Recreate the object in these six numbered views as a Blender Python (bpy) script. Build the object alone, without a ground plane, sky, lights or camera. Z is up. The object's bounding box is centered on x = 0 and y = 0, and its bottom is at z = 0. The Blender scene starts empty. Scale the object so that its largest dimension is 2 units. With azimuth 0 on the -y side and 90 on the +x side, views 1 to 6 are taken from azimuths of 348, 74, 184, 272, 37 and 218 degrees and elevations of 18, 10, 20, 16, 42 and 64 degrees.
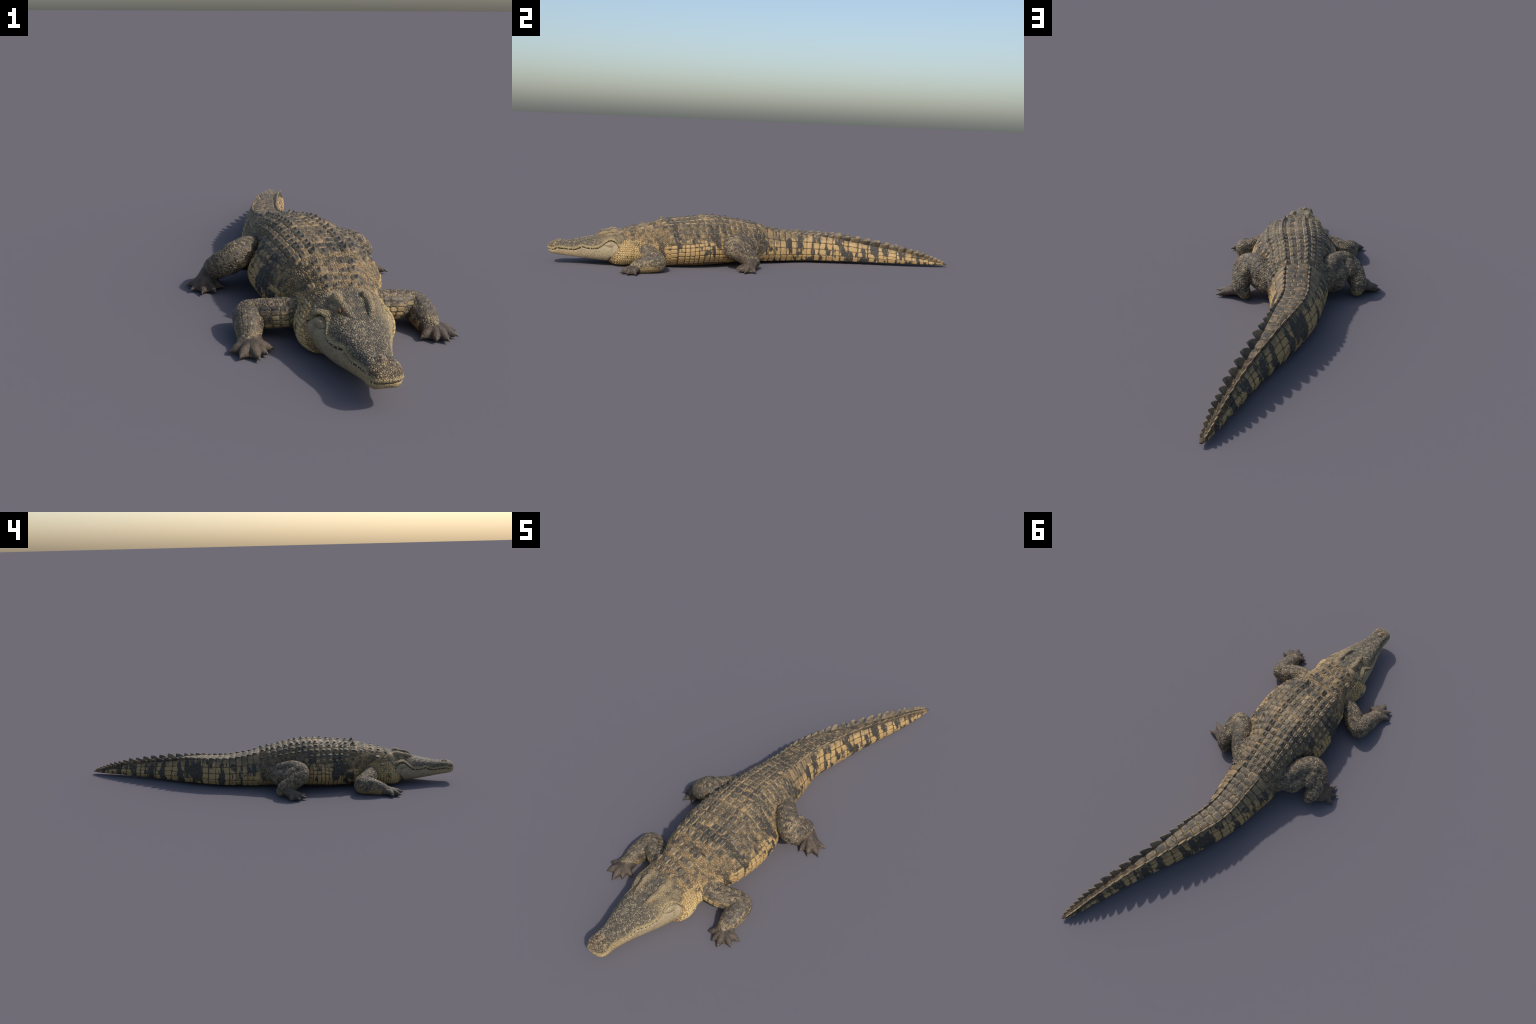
import bpy, bmesh, math, random
import numpy as np
from mathutils import Matrix, Vector

random.seed(11)
rng = np.random.default_rng(11)
TAU = math.tau
VOXEL = 0.0017

# ------------------------------------------------------------------ helpers
def pchip(xs, ys, x):
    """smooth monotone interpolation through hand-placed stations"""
    xs = np.asarray(xs, float); ys = np.asarray(ys, float); x = np.clip(np.asarray(x, float), xs[0], xs[-1])
    h = np.diff(xs); d = np.diff(ys) / h
    m = np.zeros_like(ys)
    m[0], m[-1] = d[0], d[-1]
    same = d[:-1] * d[1:] > 0
    w1 = 2 * h[1:] + h[:-1]; w2 = h[1:] + 2 * h[:-1]
    with np.errstate(divide="ignore", invalid="ignore"):
        hm = (w1 + w2) / (w1 / d[:-1] + w2 / d[1:])
    m[1:-1] = np.where(same, hm, 0)
    i = np.clip(np.searchsorted(xs, x, side="right") - 1, 0, len(xs) - 2)
    t = (x - xs[i]) / h[i]
    return ((2 * t**3 - 3 * t**2 + 1) * ys[i] + (t**3 - 2 * t**2 + t) * h[i] * m[i]
            + (-2 * t**3 + 3 * t**2) * ys[i + 1] + (t**3 - t**2) * h[i] * m[i + 1])

def smoothstep(a, b, x):
    t = np.clip((x - a) / (b - a), 0, 1)
    return t * t * (3 - 2 * t)

def chaikin(p, n=4):
    for _ in range(n):
        q = np.empty((2 * len(p) - 2, p.shape[1]))
        q[0::2] = 0.75 * p[:-1] + 0.25 * p[1:]
        q[1::2] = 0.25 * p[:-1] + 0.75 * p[1:]
        p = np.vstack([p[:1], q, p[-1:]])
    return p

# ------------------------------------------------------- trunk and tail body
# stations along the spine: y, centre x, half width, low/high of the widest part,
# half width of the flat top, top z, half width of the belly, bottom z
BODY = np.array([
    (-0.735, 0.0100, 0.0600, 0.0450, 0.0700, 0.0300, 0.1100, 0.0300, 0.0300),
    (-0.715, 0.0110, 0.0920, 0.0380, 0.0750, 0.0440, 0.1380, 0.0500, 0.0140),
    (-0.690, 0.0120, 0.1200, 0.0320, 0.0740, 0.0500, 0.1530, 0.0720, 0.0050),
    (-0.660, 0.0120, 0.1310, 0.0320, 0.0760, 0.0520, 0.1600, 0.0800, 0.0030),
    (-0.620, 0.0130, 0.1280, 0.0350, 0.0780, 0.0520, 0.1680, 0.0800, 0.0050),
    (-0.580, 0.0180, 0.1185, 0.0400, 0.0857, 0.0560, 0.1760, 0.0740, 0.0060),
    (-0.540, 0.0230, 0.1215, 0.0450, 0.0970, 0.0620, 0.1850, 0.0740, 0.0060),
    (-0.500, 0.0266, 0.1376, 0.0450, 0.1083, 0.0720, 0.1950, 0.0900, 0.0040),
    (-0.450, 0.0250, 0.1560, 0.0495, 0.1160, 0.0820, 0.2050, 0.0925, 0.0030),
    (-0.400, 0.0270, 0.1710, 0.0520, 0.1180, 0.0860, 0.2110, 0.0950, 0.0040),
    (-0.330, 0.0243, 0.1840, 0.0520, 0.1079, 0.0834, 0.2170, 0.1050, 0.0050),
    (-0.260, 0.0200, 0.1857, 0.0540, 0.1002, 0.0772, 0.2240, 0.1020, 0.0070),
    (-0.200, 0.0150, 0.1723, 0.0510, 0.1002, 0.0712, 0.2250, 0.1000, 0.0090),
    (-0.150, 0.0090, 0.1470, 0.0460, 0.1018, 0.0657, 0.2210, 0.0960, 0.0120),
    (-0.100, 0.0040, 0.1303, 0.0460, 0.1078, 0.0624, 0.2130, 0.0840, 0.0130),
    (-0.050, 0.0000, 0.1219, 0.0440, 0.1053, 0.0569, 0.2020, 0.0780, 0.0130),
    (0.000, -0.0020, 0.1193, 0.0400, 0.1002, 0.0532, 0.1920, 0.0740, 0.0120),
    (0.050, -0.0060, 0.1133, 0.0360, 0.0922, 0.0512, 0.1800, 0.0680, 0.0100),
    (0.120, -0.0050, 0.1018, 0.0320, 0.0806, 0.0490, 0.1640, 0.0620, 0.0080),
    (0.200, -0.0060, 0.0891, 0.0300, 0.0705, 0.0476, 0.1530, 0.0560, 0.0060),
    (0.270, 0.0010, 0.0798, 0.0290, 0.0635, 0.0456, 0.1490, 0.0520, 0.0060),
    (0.350, 0.0220, 0.0733, 0.0280, 0.0582, 0.0412, 0.1460, 0.0480, 0.0070),
    (0.410, 0.0400, 0.0693, 0.0280, 0.0552, 0.0352, 0.1394, 0.0450, 0.0070),
    (0.466, 0.0590, 0.0623, 0.0270, 0.0522, 0.0272, 0.1309, 0.0410, 0.0080),
    (0.550, 0.0870, 0.0520, 0.0260, 0.0482, 0.0182, 0.1146, 0.0350, 0.0090),
    (0.640, 0.1200, 0.0449, 0.0250, 0.0432, 0.0132, 0.0982, 0.0300, 0.0090),
    (0.730, 0.1510, 0.0390, 0.0230, 0.0382, 0.0102, 0.0818, 0.0250, 0.0090),
    (0.815, 0.1770, 0.0332, 0.0200, 0.0332, 0.0092, 0.0654, 0.0200, 0.0090),
    (0.874, 0.1950, 0.0273, 0.0180, 0.0282, 0.0092, 0.0531, 0.0160, 0.0080),
    (0.928, 0.2095, 0.0209, 0.0140, 0.0222, 0.0082, 0.0380, 0.0120, 0.0080),
    (0.975, 0.2230, 0.0138, 0.0110, 0.0182, 0.0052, 0.0228, 0.0070, 0.0080),
    (0.998, 0.2295, 0.0043, 0.0100, 0.0142, 0.0022, 0.0141, 0.0020, 0.0090),
])
BY = BODY[:, 0]

def body_params(y):
    return [pchip(BY, BODY[:, k], y) for k in range(1, 9)]

def spine_frame(y):
    c0 = pchip(BY, BODY[:, 1], y - 0.01); c1 = pchip(BY, BODY[:, 1], y + 0.01)
    sl = (c1 - c0) / 0.02
    n = 1.0 / np.sqrt(1 + sl * sl)
    return n, -sl * n           # lateral direction (x, y)

def half_section(w, zl, zh, tw, zt, bw, zb):
    """dorsal midline -> side -> belly midline, in (lateral, z)"""
    p = np.array([(0, zt), (tw, zt), (tw + 0.46 * (w - tw), zh + 0.62 * (zt - zh)), (w, zh), (w, zl), (bw + (w - bw) * 0.3, zb), (bw, zb), (0, zb)])
    return chaikin(p, 4)

def section_at(y):
    c, w, zl, zh, tw, zt, bw, zb = [float(v) for v in body_params(y)]
    lx, ly = spine_frame(y)
    return c, half_section(w * float(lx), zl, zh, tw, zt, bw, zb), float(lx), float(ly)

def swell(y, side, z, l):
    """uneven build: fuller right shoulder, fuller left hip"""
    if side < 0:
        d = 0.018 * np.exp(-((y + 0.53) / 0.055) ** 2) * np.exp(-((z - 0.150) / 0.045) ** 2) + 0.005 * np.exp(-((y + 0.04) / 0.06) ** 2) * np.exp(-((z - 0.145) / 0.045) ** 2)
    else:
        d = 0.017 * np.exp(-((y + 0.045) / 0.060) ** 2) * np.exp(-((z - 0.145) / 0.045) ** 2)
    return l + d * np.minimum(1, l / 0.05)

_cache = {}
def body_point(y, a):
    """point on the body at station y, arc distance a from the dorsal midline (a > 0: +x side)"""
    key = round(y, 5)
    if key not in _cache:
        c, s, lx, ly = section_at(y)
        arc = np.concatenate([[0], np.cumsum(np.hypot(*np.diff(s, axis=0).T))])
        _cache[key] = (c, s, lx, ly, arc)
    c, s, lx, ly, arc = _cache[key]
    l = np.interp(abs(a), arc, s[:, 0]); z = np.interp(abs(a), arc, s[:, 1])
    l = float(swell(y, a, z, l)) * (1 if a >= 0 else -1)
    return Vector((c + l * lx, y + l * ly, z))

def arc_to_height(y, h):
    """arc distance from the dorsal midline at which the flank comes down to height h"""
    body_point(y, 0)
    c, s, lx, ly, arc = _cache[round(y, 5)]
    k = len(s) - 1 - np.argmax(s[::-1, 1] >= h)
    return float(arc[k])

# ------------------------------------------------------------------- head
# y, centre x, jaw half width, its low/high z, cheek half width, cheek z, roof half width, roof z, chin half width, chin z
HEAD = np.array([
    (-0.9990, -0.004, 0.010, 0.070, 0.080, 0.008, 0.083, 0.005, 0.085, 0.006, 0.066),
    (-0.9930, -0.003, 0.026, 0.064, 0.084, 0.022, 0.090, 0.014, 0.094, 0.018, 0.057),
    (-0.9800, -0.002, 0.037, 0.060, 0.086, 0.033, 0.097, 0.020, 0.102, 0.026, 0.050),
    (-0.9600, -0.002, 0.0405, 0.057, 0.085, 0.036, 0.099, 0.022, 0.106, 0.029, 0.046),
    (-0.9400, -0.002, 0.0385, 0.054, 0.083, 0.034, 0.098, 0.022, 0.107, 0.029, 0.043),
    (-0.9100, -0.001, 0.0430, 0.052, 0.080, 0.037, 0.098, 0.024, 0.108, 0.031, 0.039),
    (-0.8700, 0.000, 0.0530, 0.050, 0.080, 0.045, 0.102, 0.030, 0.115, 0.038, 0.034),
    (-0.8300, 0.002, 0.0680, 0.048, 0.082, 0.057, 0.105, 0.036, 0.122, 0.048, 0.030),
    (-0.7900, 0.005, 0.0820, 0.046, 0.080, 0.066, 0.108, 0.038, 0.130, 0.058, 0.026),
    (-0.7500, 0.009, 0.0940, 0.045, 0.080, 0.073, 0.114, 0.038, 0.143, 0.066, 0.023),
    (-0.7200, 0.011, 0.1020, 0.045, 0.082, 0.080, 0.118, 0.042, 0.151, 0.072, 0.022),
    (-0.6900, 0.013, 0.1060, 0.048, 0.088, 0.087, 0.118, 0.045, 0.157, 0.072, 0.026),
    (-0.6650, 0.013, 0.0980, 0.060, 0.095, 0.085, 0.118, 0.042, 0.157, 0.060, 0.045),
    (-0.6400, 0.013, 0.0700, 0.080, 0.100, 0.060, 0.120, 0.036, 0.150, 0.040, 0.070),
])
def head_section(y):
    v = [float(pchip(HEAD[:, 0], HEAD[:, k], y)) for k in range(1, 11)]
    c, w, zl, zh, mw, mz, tw, zt, bw, zb = v
    p = np.array([(0, zt), (tw, zt), (mw, mz), (w, zh), (w, zl), (bw + (w - bw) * 0.35, zb), (bw, zb), (0, zb)])
    return c, chaikin(p, 4)

LIP_Y = [-0.9990, -0.985, -0.973, -0.957, -0.935, -0.905, -0.880, -0.862, -0.841, -0.820, -0.797, -0.770, -0.752, -0.738, -0.724, -0.710, -0.698, -0.686, -0.678]
LIP_Z = [0.0700, 0.068, 0.066, 0.0760, 0.072, 0.070, 0.068, 0.074, 0.0840, 0.079, 0.0775, 0.082, 0.094, 0.106, 0.114, 0.1175, 0.115, 0.106, 0.092]

def loft(sections, ys, frames, uneven=False):
    """closed tube through half sections mirrored left/right"""
    V, F = [], []
    n = None
    for (c, s), y, (lx, ly) in zip(sections, ys, frames):
        arc = np.concatenate([[0], np.cumsum(np.hypot(*np.diff(s, axis=0).T))])
        u = np.linspace(0, arc[-1], 60)
        l = np.interp(u, arc, s[:, 0]); z = np.interp(u, arc, s[:, 1])
        L_, R_ = (swell(y, 1, z, l), swell(y, -1, z, l)) if uneven else (l, l)
        ring = [(c + a * lx, y + a * ly, b) for a, b in zip(L_, z)] + [(c - a * lx, y - a * ly, b) for a, b in zip(R_[-2:0:-1], z[-2:0:-1])]
        n = len(ring)
        V += ring
    m = len(ys)
    for i in range(m - 1):
        for k in range(n):
            F.append((i * n + k, i * n + (k + 1) % n, (i + 1) * n + (k + 1) % n, (i + 1) * n + k))
    F.append(tuple(range(n))); F.append(tuple(range((m - 1) * n, m * n))[::-1])
    return V, F

parts_v, parts_f, off = [], [], 0
def add_solid(V, F):
    global off
    parts_v.extend([tuple(v) for v in V]); parts_f.extend([tuple(i + off for i in f) for f in F]); off += len(V)

ys = np.concatenate([np.linspace(-0.735, 0.94, 190), np.linspace(0.945, 0.998, 16)])
secs, frs = [], []
for y in ys:
    c, s, lx, ly = section_at(y)
    secs.append((c, s)); frs.append((lx, ly))
add_solid(*loft(secs, ys, frs, True))

hy = np.concatenate([np.linspace(-0.999, -0.975, 14), np.linspace(-0.972, -0.64, 110)])
V, F = loft([head_section(y) for y in hy], hy, [(1, 0)] * len(hy))
V = np.array(V)
# back edge of the jaw slants down and forward; behind it the head sinks into the throat
edge = -0.669 - 0.66 * np.clip(0.108 - V[:, 2], -0.01, 0.1)
sink = smoothstep(-0.004, 0.012, V[:, 1] - edge) * smoothstep(0.128, 0.112, V[:, 2])
hc = pchip(HEAD[:, 0], HEAD[:, 1], V[:, 1])
V[:, 0] = hc + (V[:, 0] - hc) * (1 - 0.45 * sink)
add_solid(V, F)

# ----------------------------------------------------- sphere-swept pieces
_ico = bmesh.new(); bmesh.ops.create_icosphere(_ico, subdivisions=3, radius=1.0)
ICO_V = np.array([v.co[:] for v in _ico.verts]); ICO_F = [tuple(v.index for v in f.verts) for f in _ico.faces]; _ico.free()

CHAINS = {}          # name -> dense array of centres and radii, for part labels
def sweep(name, pts, step=0.12, scale=(1, 1, 1)):
    """tube through balls (x, y, z, radius): smooth path, dense balls, fused later by the remesh"""
    P = np.array(pts, float)
    d = np.concatenate([[0], np.cumsum(np.linalg.norm(np.diff(P[:, :3], axis=0), axis=1))])
    n = max(2, int(d[-1] / (step * P[:, 3].min())) + 1)
    u = np.linspace(0, d[-1], n)
    Q = np.stack([pchip(d, P[:, k], u) for k in range(4)], 1)
    for x, y, z, r in Q:
        add_solid(ICO_V * r * np.array(scale) + (x, y, z), ICO_F)
    CHAINS.setdefault(name, []).append(Q)

def slab(poly, z0, z1, slope=None):
    """flat web of skin: polygon in plan with a thickness"""
    n = len(poly)
    V = [(x, y, z0) for x, y, z in poly] + [(x, y, z) for x, y, z in poly]
    F = [tuple(range(n))[::-1], tuple(range(n, 2 * n))] + [(i, (i + 1) % n, n + (i + 1) % n, n + i) for i in range(n)]
    add_solid(V, F)

# brow and horn ridges, ears, nostril mound
for sx, dx in ((1, 0.0), (-1, 0.002)):
    cx = lambda o: 0.010 + dx + sx * o
    sweep("head", [(cx(0.021), -0.778, 0.127, 0.0070), (cx(0.030), -0.758, 0.1410, 0.0095), (cx(0.0345), -0.738, 0.1490, 0.0105)])
    sweep("head", [(cx(0.0350), -0.738, 0.1490, 0.0090), (cx(0.0375), -0.715, 0.1530, 0.0085), (cx(0.0385), -0.694, 0.1550, 0.0140), (cx(0.0385), -0.680, 0.1530, 0.0120)])
    # lower lid and cheek bone
    sweep("head", [(cx(0.036), -0.770, 0.124, 0.006), (cx(0.044), -0.748, 0.130, 0.0065), (cx(0.050), -0.725, 0.133, 0.008), (cx(0.056), -0.695, 0.136, 0.010), (cx(0.058), -0.675, 0.136, 0.010)])
    # raised lip arch round the jaw muscle
    sweep("head", [(cx(0.060), -0.742, 0.114, 0.008), (cx(0.073), -0.715, 0.1225, 0.0085), (cx(0.085), -0.690, 0.119, 0.009), (cx(0.092), -0.675, 0.108, 0.009)])
    # jaw muscle
    sweep("head", [(cx(0.072), -0.732, 0.094, 0.016), (cx(0.0815), -0.706, 0.099, 0.0185), (cx(0.086), -0.690, 0.094, 0.016)])
sweep("head", [(-0.004, -0.954, 0.1010, 0.0125), (-0.004, -0.944, 0.1020, 0.0125)])

# limbs --------------------------------------------------------------------
LIMBS = {
    "forelimb_left": [(0.077, -0.542, 0.078, 0.045), (0.137, -0.542, 0.068, 0.044), (0.194, -0.535, 0.059, 0.042), (0.239, -0.514, 0.049, 0.041),
                      (0.261, -0.514, 0.043, 0.042), (0.266, -0.550, 0.039, 0.041), (0.265, -0.585, 0.032, 0.036), (0.266, -0.612, 0.023, 0.029), (0.274, -0.628, 0.019, 0.020)],
    "forelimb_right": [(-0.050, -0.547, 0.076, 0.044), (-0.105, -0.540, 0.064, 0.042), (-0.152, -0.523, 0.057, 0.042), (-0.190, -0.496, 0.046, 0.043),
                       (-0.210, -0.493, 0.042, 0.045), (-0.219, -0.530, 0.039, 0.042), (-0.226, -0.564, 0.032, 0.037), (-0.231, -0.598, 0.022, 0.029), (-0.239, -0.619, 0.019, 0.020)],
    "hindlimb_left": [(0.095, -0.031, 0.078, 0.052), (0.137, -0.073, 0.099, 0.050), (0.171, -0.111, 0.118, 0.047), (0.203, -0.141, 0.114, 0.046),
                      (0.222, -0.150, 0.099, 0.043), (0.231, -0.126, 0.085, 0.041), (0.231, -0.086, 0.063, 0.039), (0.229, -0.051, 0.048, 0.034), (0.214, -0.035, 0.029, 0.026)],
    "hindlimb_right": [(-0.088, -0.031, 0.078, 0.052), (-0.124, -0.093, 0.097, 0.050), (-0.156, -0.143, 0.115, 0.046), (-0.186, -0.171, 0.112, 0.046),
                       (-0.207, -0.176, 0.098, 0.043), (-0.227, -0.158, 0.085, 0.041), (-0.239, -0.123, 0.063, 0.039), (-0.246, -0.091, 0.047, 0.034), (-0.240, -0.075, 0.028, 0.026)],
}
for name, pts in LIMBS.items():
    sweep(name, pts, step=0.1)
sweep("hindlimb_left", [(0.120, -0.045, 0.068, 0.045), (0.148, -0.068, 0.070, 0.042), (0.185, -0.112, 0.088, 0.037)], step=0.1)
sweep("hindlimb_left", [(0.200, -0.105, 0.106, 0.036), (0.208, -0.085, 0.090, 0.034)], step=0.1)
sweep("hindlimb_right", [(-0.115, -0.060, 0.068, 0.045), (-0.150, -0.066, 0.071, 0.043), (-0.172, -0.112, 0.090, 0.038)], step=0.1)
sweep("hindlimb_right", [(-0.198, -0.140, 0.106, 0.036), (-0.210, -0.118, 0.088, 0.034)], step=0.1)

CLAWS = {
    "hand_left": [(0.2245, -0.655), (0.2590, -0.6785), (0.2910, -0.6875), (0.3285, -0.6595), (0.3390, -0.6220)],
    "hand_right": [(-0.1760, -0.6405), (-0.1980, -0.6710), (-0.2250, -0.6970), (-0.2715, -0.6780), (-0.2920, -0.6375)],
    "foot_left": [(0.2190, -0.1260), (0.2610, -0.1390), (0.3020, -0.1400), (0.3380, -0.1170), (0.3340, -0.0640)],
    "foot_right": [(-0.2240, -0.1620), (-0.2570, -0.2000), (-0.3000, -0.2040), (-0.3310, -0.1690), (-0.3390, -0.1240)],
}
PALMS = {"hand_left": (0.275, -0.627, 0.019), "hand_right": (-0.235, -0.625, 0.019), "foot_left": (0.259, -0.073, 0.030), "foot_right": (-0.276, -0.123, 0.030)}
CLAW_POSE = []
for name, tips in CLAWS.items():
    C = np.array(PALMS[name]); hind = name.startswith("foot")
    if hind:
        A = np.array(LIMBS["hindlimb" + name[4:]][-2][:3])
        sweep(name, [(*A, 0.030), (*(0.5 * (A + C)), 0.030), (*C, 0.026)], step=0.15)
    limb_pts = LIMBS[("hindlimb" if hind else "forelimb") + name[4:]]
    W = np.array(limb_pts[-2][:3]) * (0.4 if hind else 1.0) + (0.6 * C if hind else 0); ax = C - W; ax /= np.linalg.norm(ax); side = np.array([ax[1], -ax[0], 0.0])
    for t in (tips[0], tips[-1]):
        T = np.array((*t, 0.004)); B = C + (T - C) * 0.45; B[2] = 0.0155
        sgn = 1 if np.dot(T - C, side) > 0 else -1
        sweep(name, [(*(W + sgn * side * 0.013 - (0, 0, 0.003)), 0.021), (*B, 0.0125)], step=0.2)
    knuckles, ends = [], []
    for t in tips:
        T = np.array((*t, 0.004)); B = C + (T - C) * 0.50; B[2] = 0.0150; E_ = C + (T - C) * 0.83; E_[2] = 0.0085; T = T + (T - C) * np.array((0.05, 0.05, 0))
        S = C + (T - C) * 0.10
        sweep(name, [(*S, 0.020 if hind else 0.018), (*B, 0.0142), (*(0.45 * B + 0.55 * E_), 0.0116), (*E_, 0.0072)], step=0.2)
        CLAW_POSE.append((name, E_, T)); knuckles.append(B); ends.append(E_)
    for i in range(4):
        mid = 0.5 * (ends[i] + ends[i + 1]); web = C + (mid - C) * (0.90 if hind else 0.88)
        slab([(C[0], C[1], 0.024), (*ends[i][:2], 0.0105), (*web[:2], 0.0090), (*ends[i + 1][:2], 0.0105)], 0.002, 0.008)

# ------------------------------------------------------------ fuse and smooth
def new_mesh(name, V, F):
    me = bpy.data.meshes.new(name); me.from_pydata([tuple(v) for v in V], [], F); me.update()
    return me

def link(ob, parent=None):
    bpy.context.scene.collection.objects.link(ob)
    if parent is not None:
        ob.parent = parent
    return ob

raw = link(bpy.data.objects.new("body_blocks", new_mesh("body_blocks", parts_v, parts_f)))
m = raw.modifiers.new("fuse", "REMESH"); m.mode = "VOXEL"; m.voxel_size = VOXEL; m.adaptivity = 0
m = raw.modifiers.new("soften", "SMOOTH"); m.factor = 0.5; m.iterations = 3

def evaluated(ob):
    dg = bpy.context.evaluated_depsgraph_get()
    return bpy.data.meshes.new_from_object(ob.evaluated_get(dg), depsgraph=dg)

skin = evaluated(raw)
bpy.data.objects.remove(raw)
N = len(skin.vertices)
co = np.empty(N * 3, np.float32); skin.vertices.foreach_get("co", co); co = co.reshape(-1, 3).astype(float)
no = np.empty(N * 3, np.float32); skin.vertices.foreach_get("normal", no); no = no.reshape(-1, 3).astype(float)

# ------------------------------------------------------------- part labels
def chain_gap(name):
    """distance from every vertex to the surface of a swept chain"""
    best = np.full(N, 9.0)
    for Q in CHAINS[name]:
        lo, hi = Q[:, :3].min(0) - Q[:, 3].max() - 0.03, Q[:, :3].max(0) + Q[:, 3].max() + 0.03
        idx = np.nonzero(((co > lo) & (co < hi)).all(1))[0]
        for q in Q[::2]:
            best[idx] = np.minimum(best[idx], np.linalg.norm(co[idx] - q[:3], axis=1) - q[3])
    return best
def body_gap():
    c, w, zl, zh, tw, zt, bw, zb = body_params(co[:, 1])
    l = np.abs(co[:, 0] - c)
    hgt = np.clip((co[:, 2] - zh) / (zt - zh), 0, 1)
    wide = np.where(co[:, 2] > zh, w + (tw - w) * hgt**1.6, w)
    return l - wide
jaw_edge = -0.669 - 0.66 * np.clip(0.108 - co[:, 2], -0.02, 0.1) + 0.004
gb = body_gap()
PARTS = ["torso", "tail", "neck", "head", "forelimb_left", "forelimb_right", "hindlimb_left", "hindlimb_right", "hand_left", "hand_right", "foot_left", "foot_right"]
label = np.zeros(N, int)
wob = 0.004 * np.sin(co[:, 2] * 170 + co[:, 0] * 90)
label[co[:, 1] > 0.055 + wob] = 1
label[co[:, 1] < -0.515 + wob] = 2
label[co[:, 1] < jaw_edge] = 3
gaps = {n: chain_gap(n) for n in PARTS[4:]}
for k, n in enumerate(PARTS[4:8], 4):
    label[(gaps[n] < gb + 0.002) & (gaps[n] < 0.012) & (gb > -0.012) & (label != 3)] = k
for k, n in enumerate(PARTS[8:], 8):
    limb = gaps[PARTS[k - 4]]
    label[(gaps[n] < limb + 0.001) & (gaps[n] < 0.012)] = k

# ------------------------------------------------------- sculpted relief
def groove(dist, width):
    return np.exp(-(dist / width) ** 2)
disp = np.zeros(N)
is_head = label == 3
hx = co[:, 0] - pchip(HEAD[:, 0], HEAD[:, 1], co[:, 1])
lip = np.interp(co[:, 1], LIP_Y, LIP_Z)
slope = np.abs(np.interp(co[:, 1] + 0.002, LIP_Y, LIP_Z) - np.interp(co[:, 1] - 0.002, LIP_Y, LIP_Z)) / 0.004
ld = (co[:, 2] - lip) / np.sqrt(1 + slope**2)
side = (np.abs(hx) > 0.02) | (co[:, 1] < -0.975)
lipmask = is_head & side & (co[:, 1] < -0.676)
scallop = 0.0012 * np.sin(co[:, 1] * 480)
disp -= np.where(lipmask, 0.0050 * groove(ld + scallop, 0.0026) * (0.35 + 0.65 * smoothstep(-0.992, -0.972, co[:, 1])), 0)
disp += np.where(lipmask, 0.0026 * groove(ld - 0.0065, 0.004), 0)
# jaw back edge
disp -= np.where(co[:, 2] < 0.125, 0.0035 * groove(co[:, 1] - (jaw_edge - 0.002), 0.0035) * (co[:, 1] < -0.6), 0)
# crease under the jaw muscle
cz = 0.099 - 0.10 * (co[:, 1] + 0.745) - 0.006 * np.sin((co[:, 1] + 0.745) * 60)
disp -= np.where(is_head & (co[:, 1] > -0.75) & (co[:, 1] < -0.695), 0.0026 * groove(co[:, 2] - cz, 0.0022) * smoothstep(-0.695, -0.710, co[:, 1]), 0)
# eye slit and ear slit
for sx, ex in ((1, 0.0445), (-1, -0.0345)):
    disp -= 0.0014 * groove(np.linalg.norm((co - (ex, -0.742, 0.1425)) / (1.0, 1.5, 0.8), axis=1), 0.0065)
    disp -= 0.0035 * groove(np.linalg.norm((co - (ex + sx * 0.013, -0.694, 0.1480)) / (1.2, 2.6, 0.55), axis=1), 0.0065)
# nostrils
for dx in (-0.006, 0.006):
    disp -= 0.0035 * groove(np.linalg.norm(co - (-0.004 + dx, -0.951, 0.1115), axis=1), 0.0035)
ringd = np.hypot(co[:, 0] + 0.004, co[:, 1] + 0.949)
disp -= np.where(co[:, 2] > 0.098, 0.0028 * groove(ringd - 0.0165, 0.0028), 0) * is_head
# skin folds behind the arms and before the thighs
fold = np.sin(co[:, 1] * 420 + 25 * co[:, 2]) * 0.0007
disp += fold * ((label == 2) & (co[:, 2] < 0.14))
co2 = co + no * disp[:, None]
skin.vertices.foreach_set("co", co2.astype(np.float32).ravel())

# fine scale relief from the same cell pattern the skin material uses
CELL = {"hide": 150.0, "limb": 135.0, "head": 185.0}
att = skin.attributes.new("relief", "FLOAT", "POINT")
relief = np.full(N, 0.0019); relief[label == 3] = 0.0011; relief[(label >= 4) & (label < 8)] = 0.0015; relief[label >= 8] = 0.0007; relief[label == 1] = 0.0006
low = (ld < 0) & is_head
relief[low] = 0.0003
relief *= 0.4 + 0.6 * smoothstep(0.01, 0.05, co[:, 2])
att.data.foreach_set("value", relief.astype(np.float32))
att = skin.attributes.new("cell", "FLOAT", "POINT")
cell = np.full(N, CELL["hide"]); cell[label >= 4] = CELL["limb"]; cell[label == 3] = CELL["head"]
att.data.foreach_set("value", cell.astype(np.float32))

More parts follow.
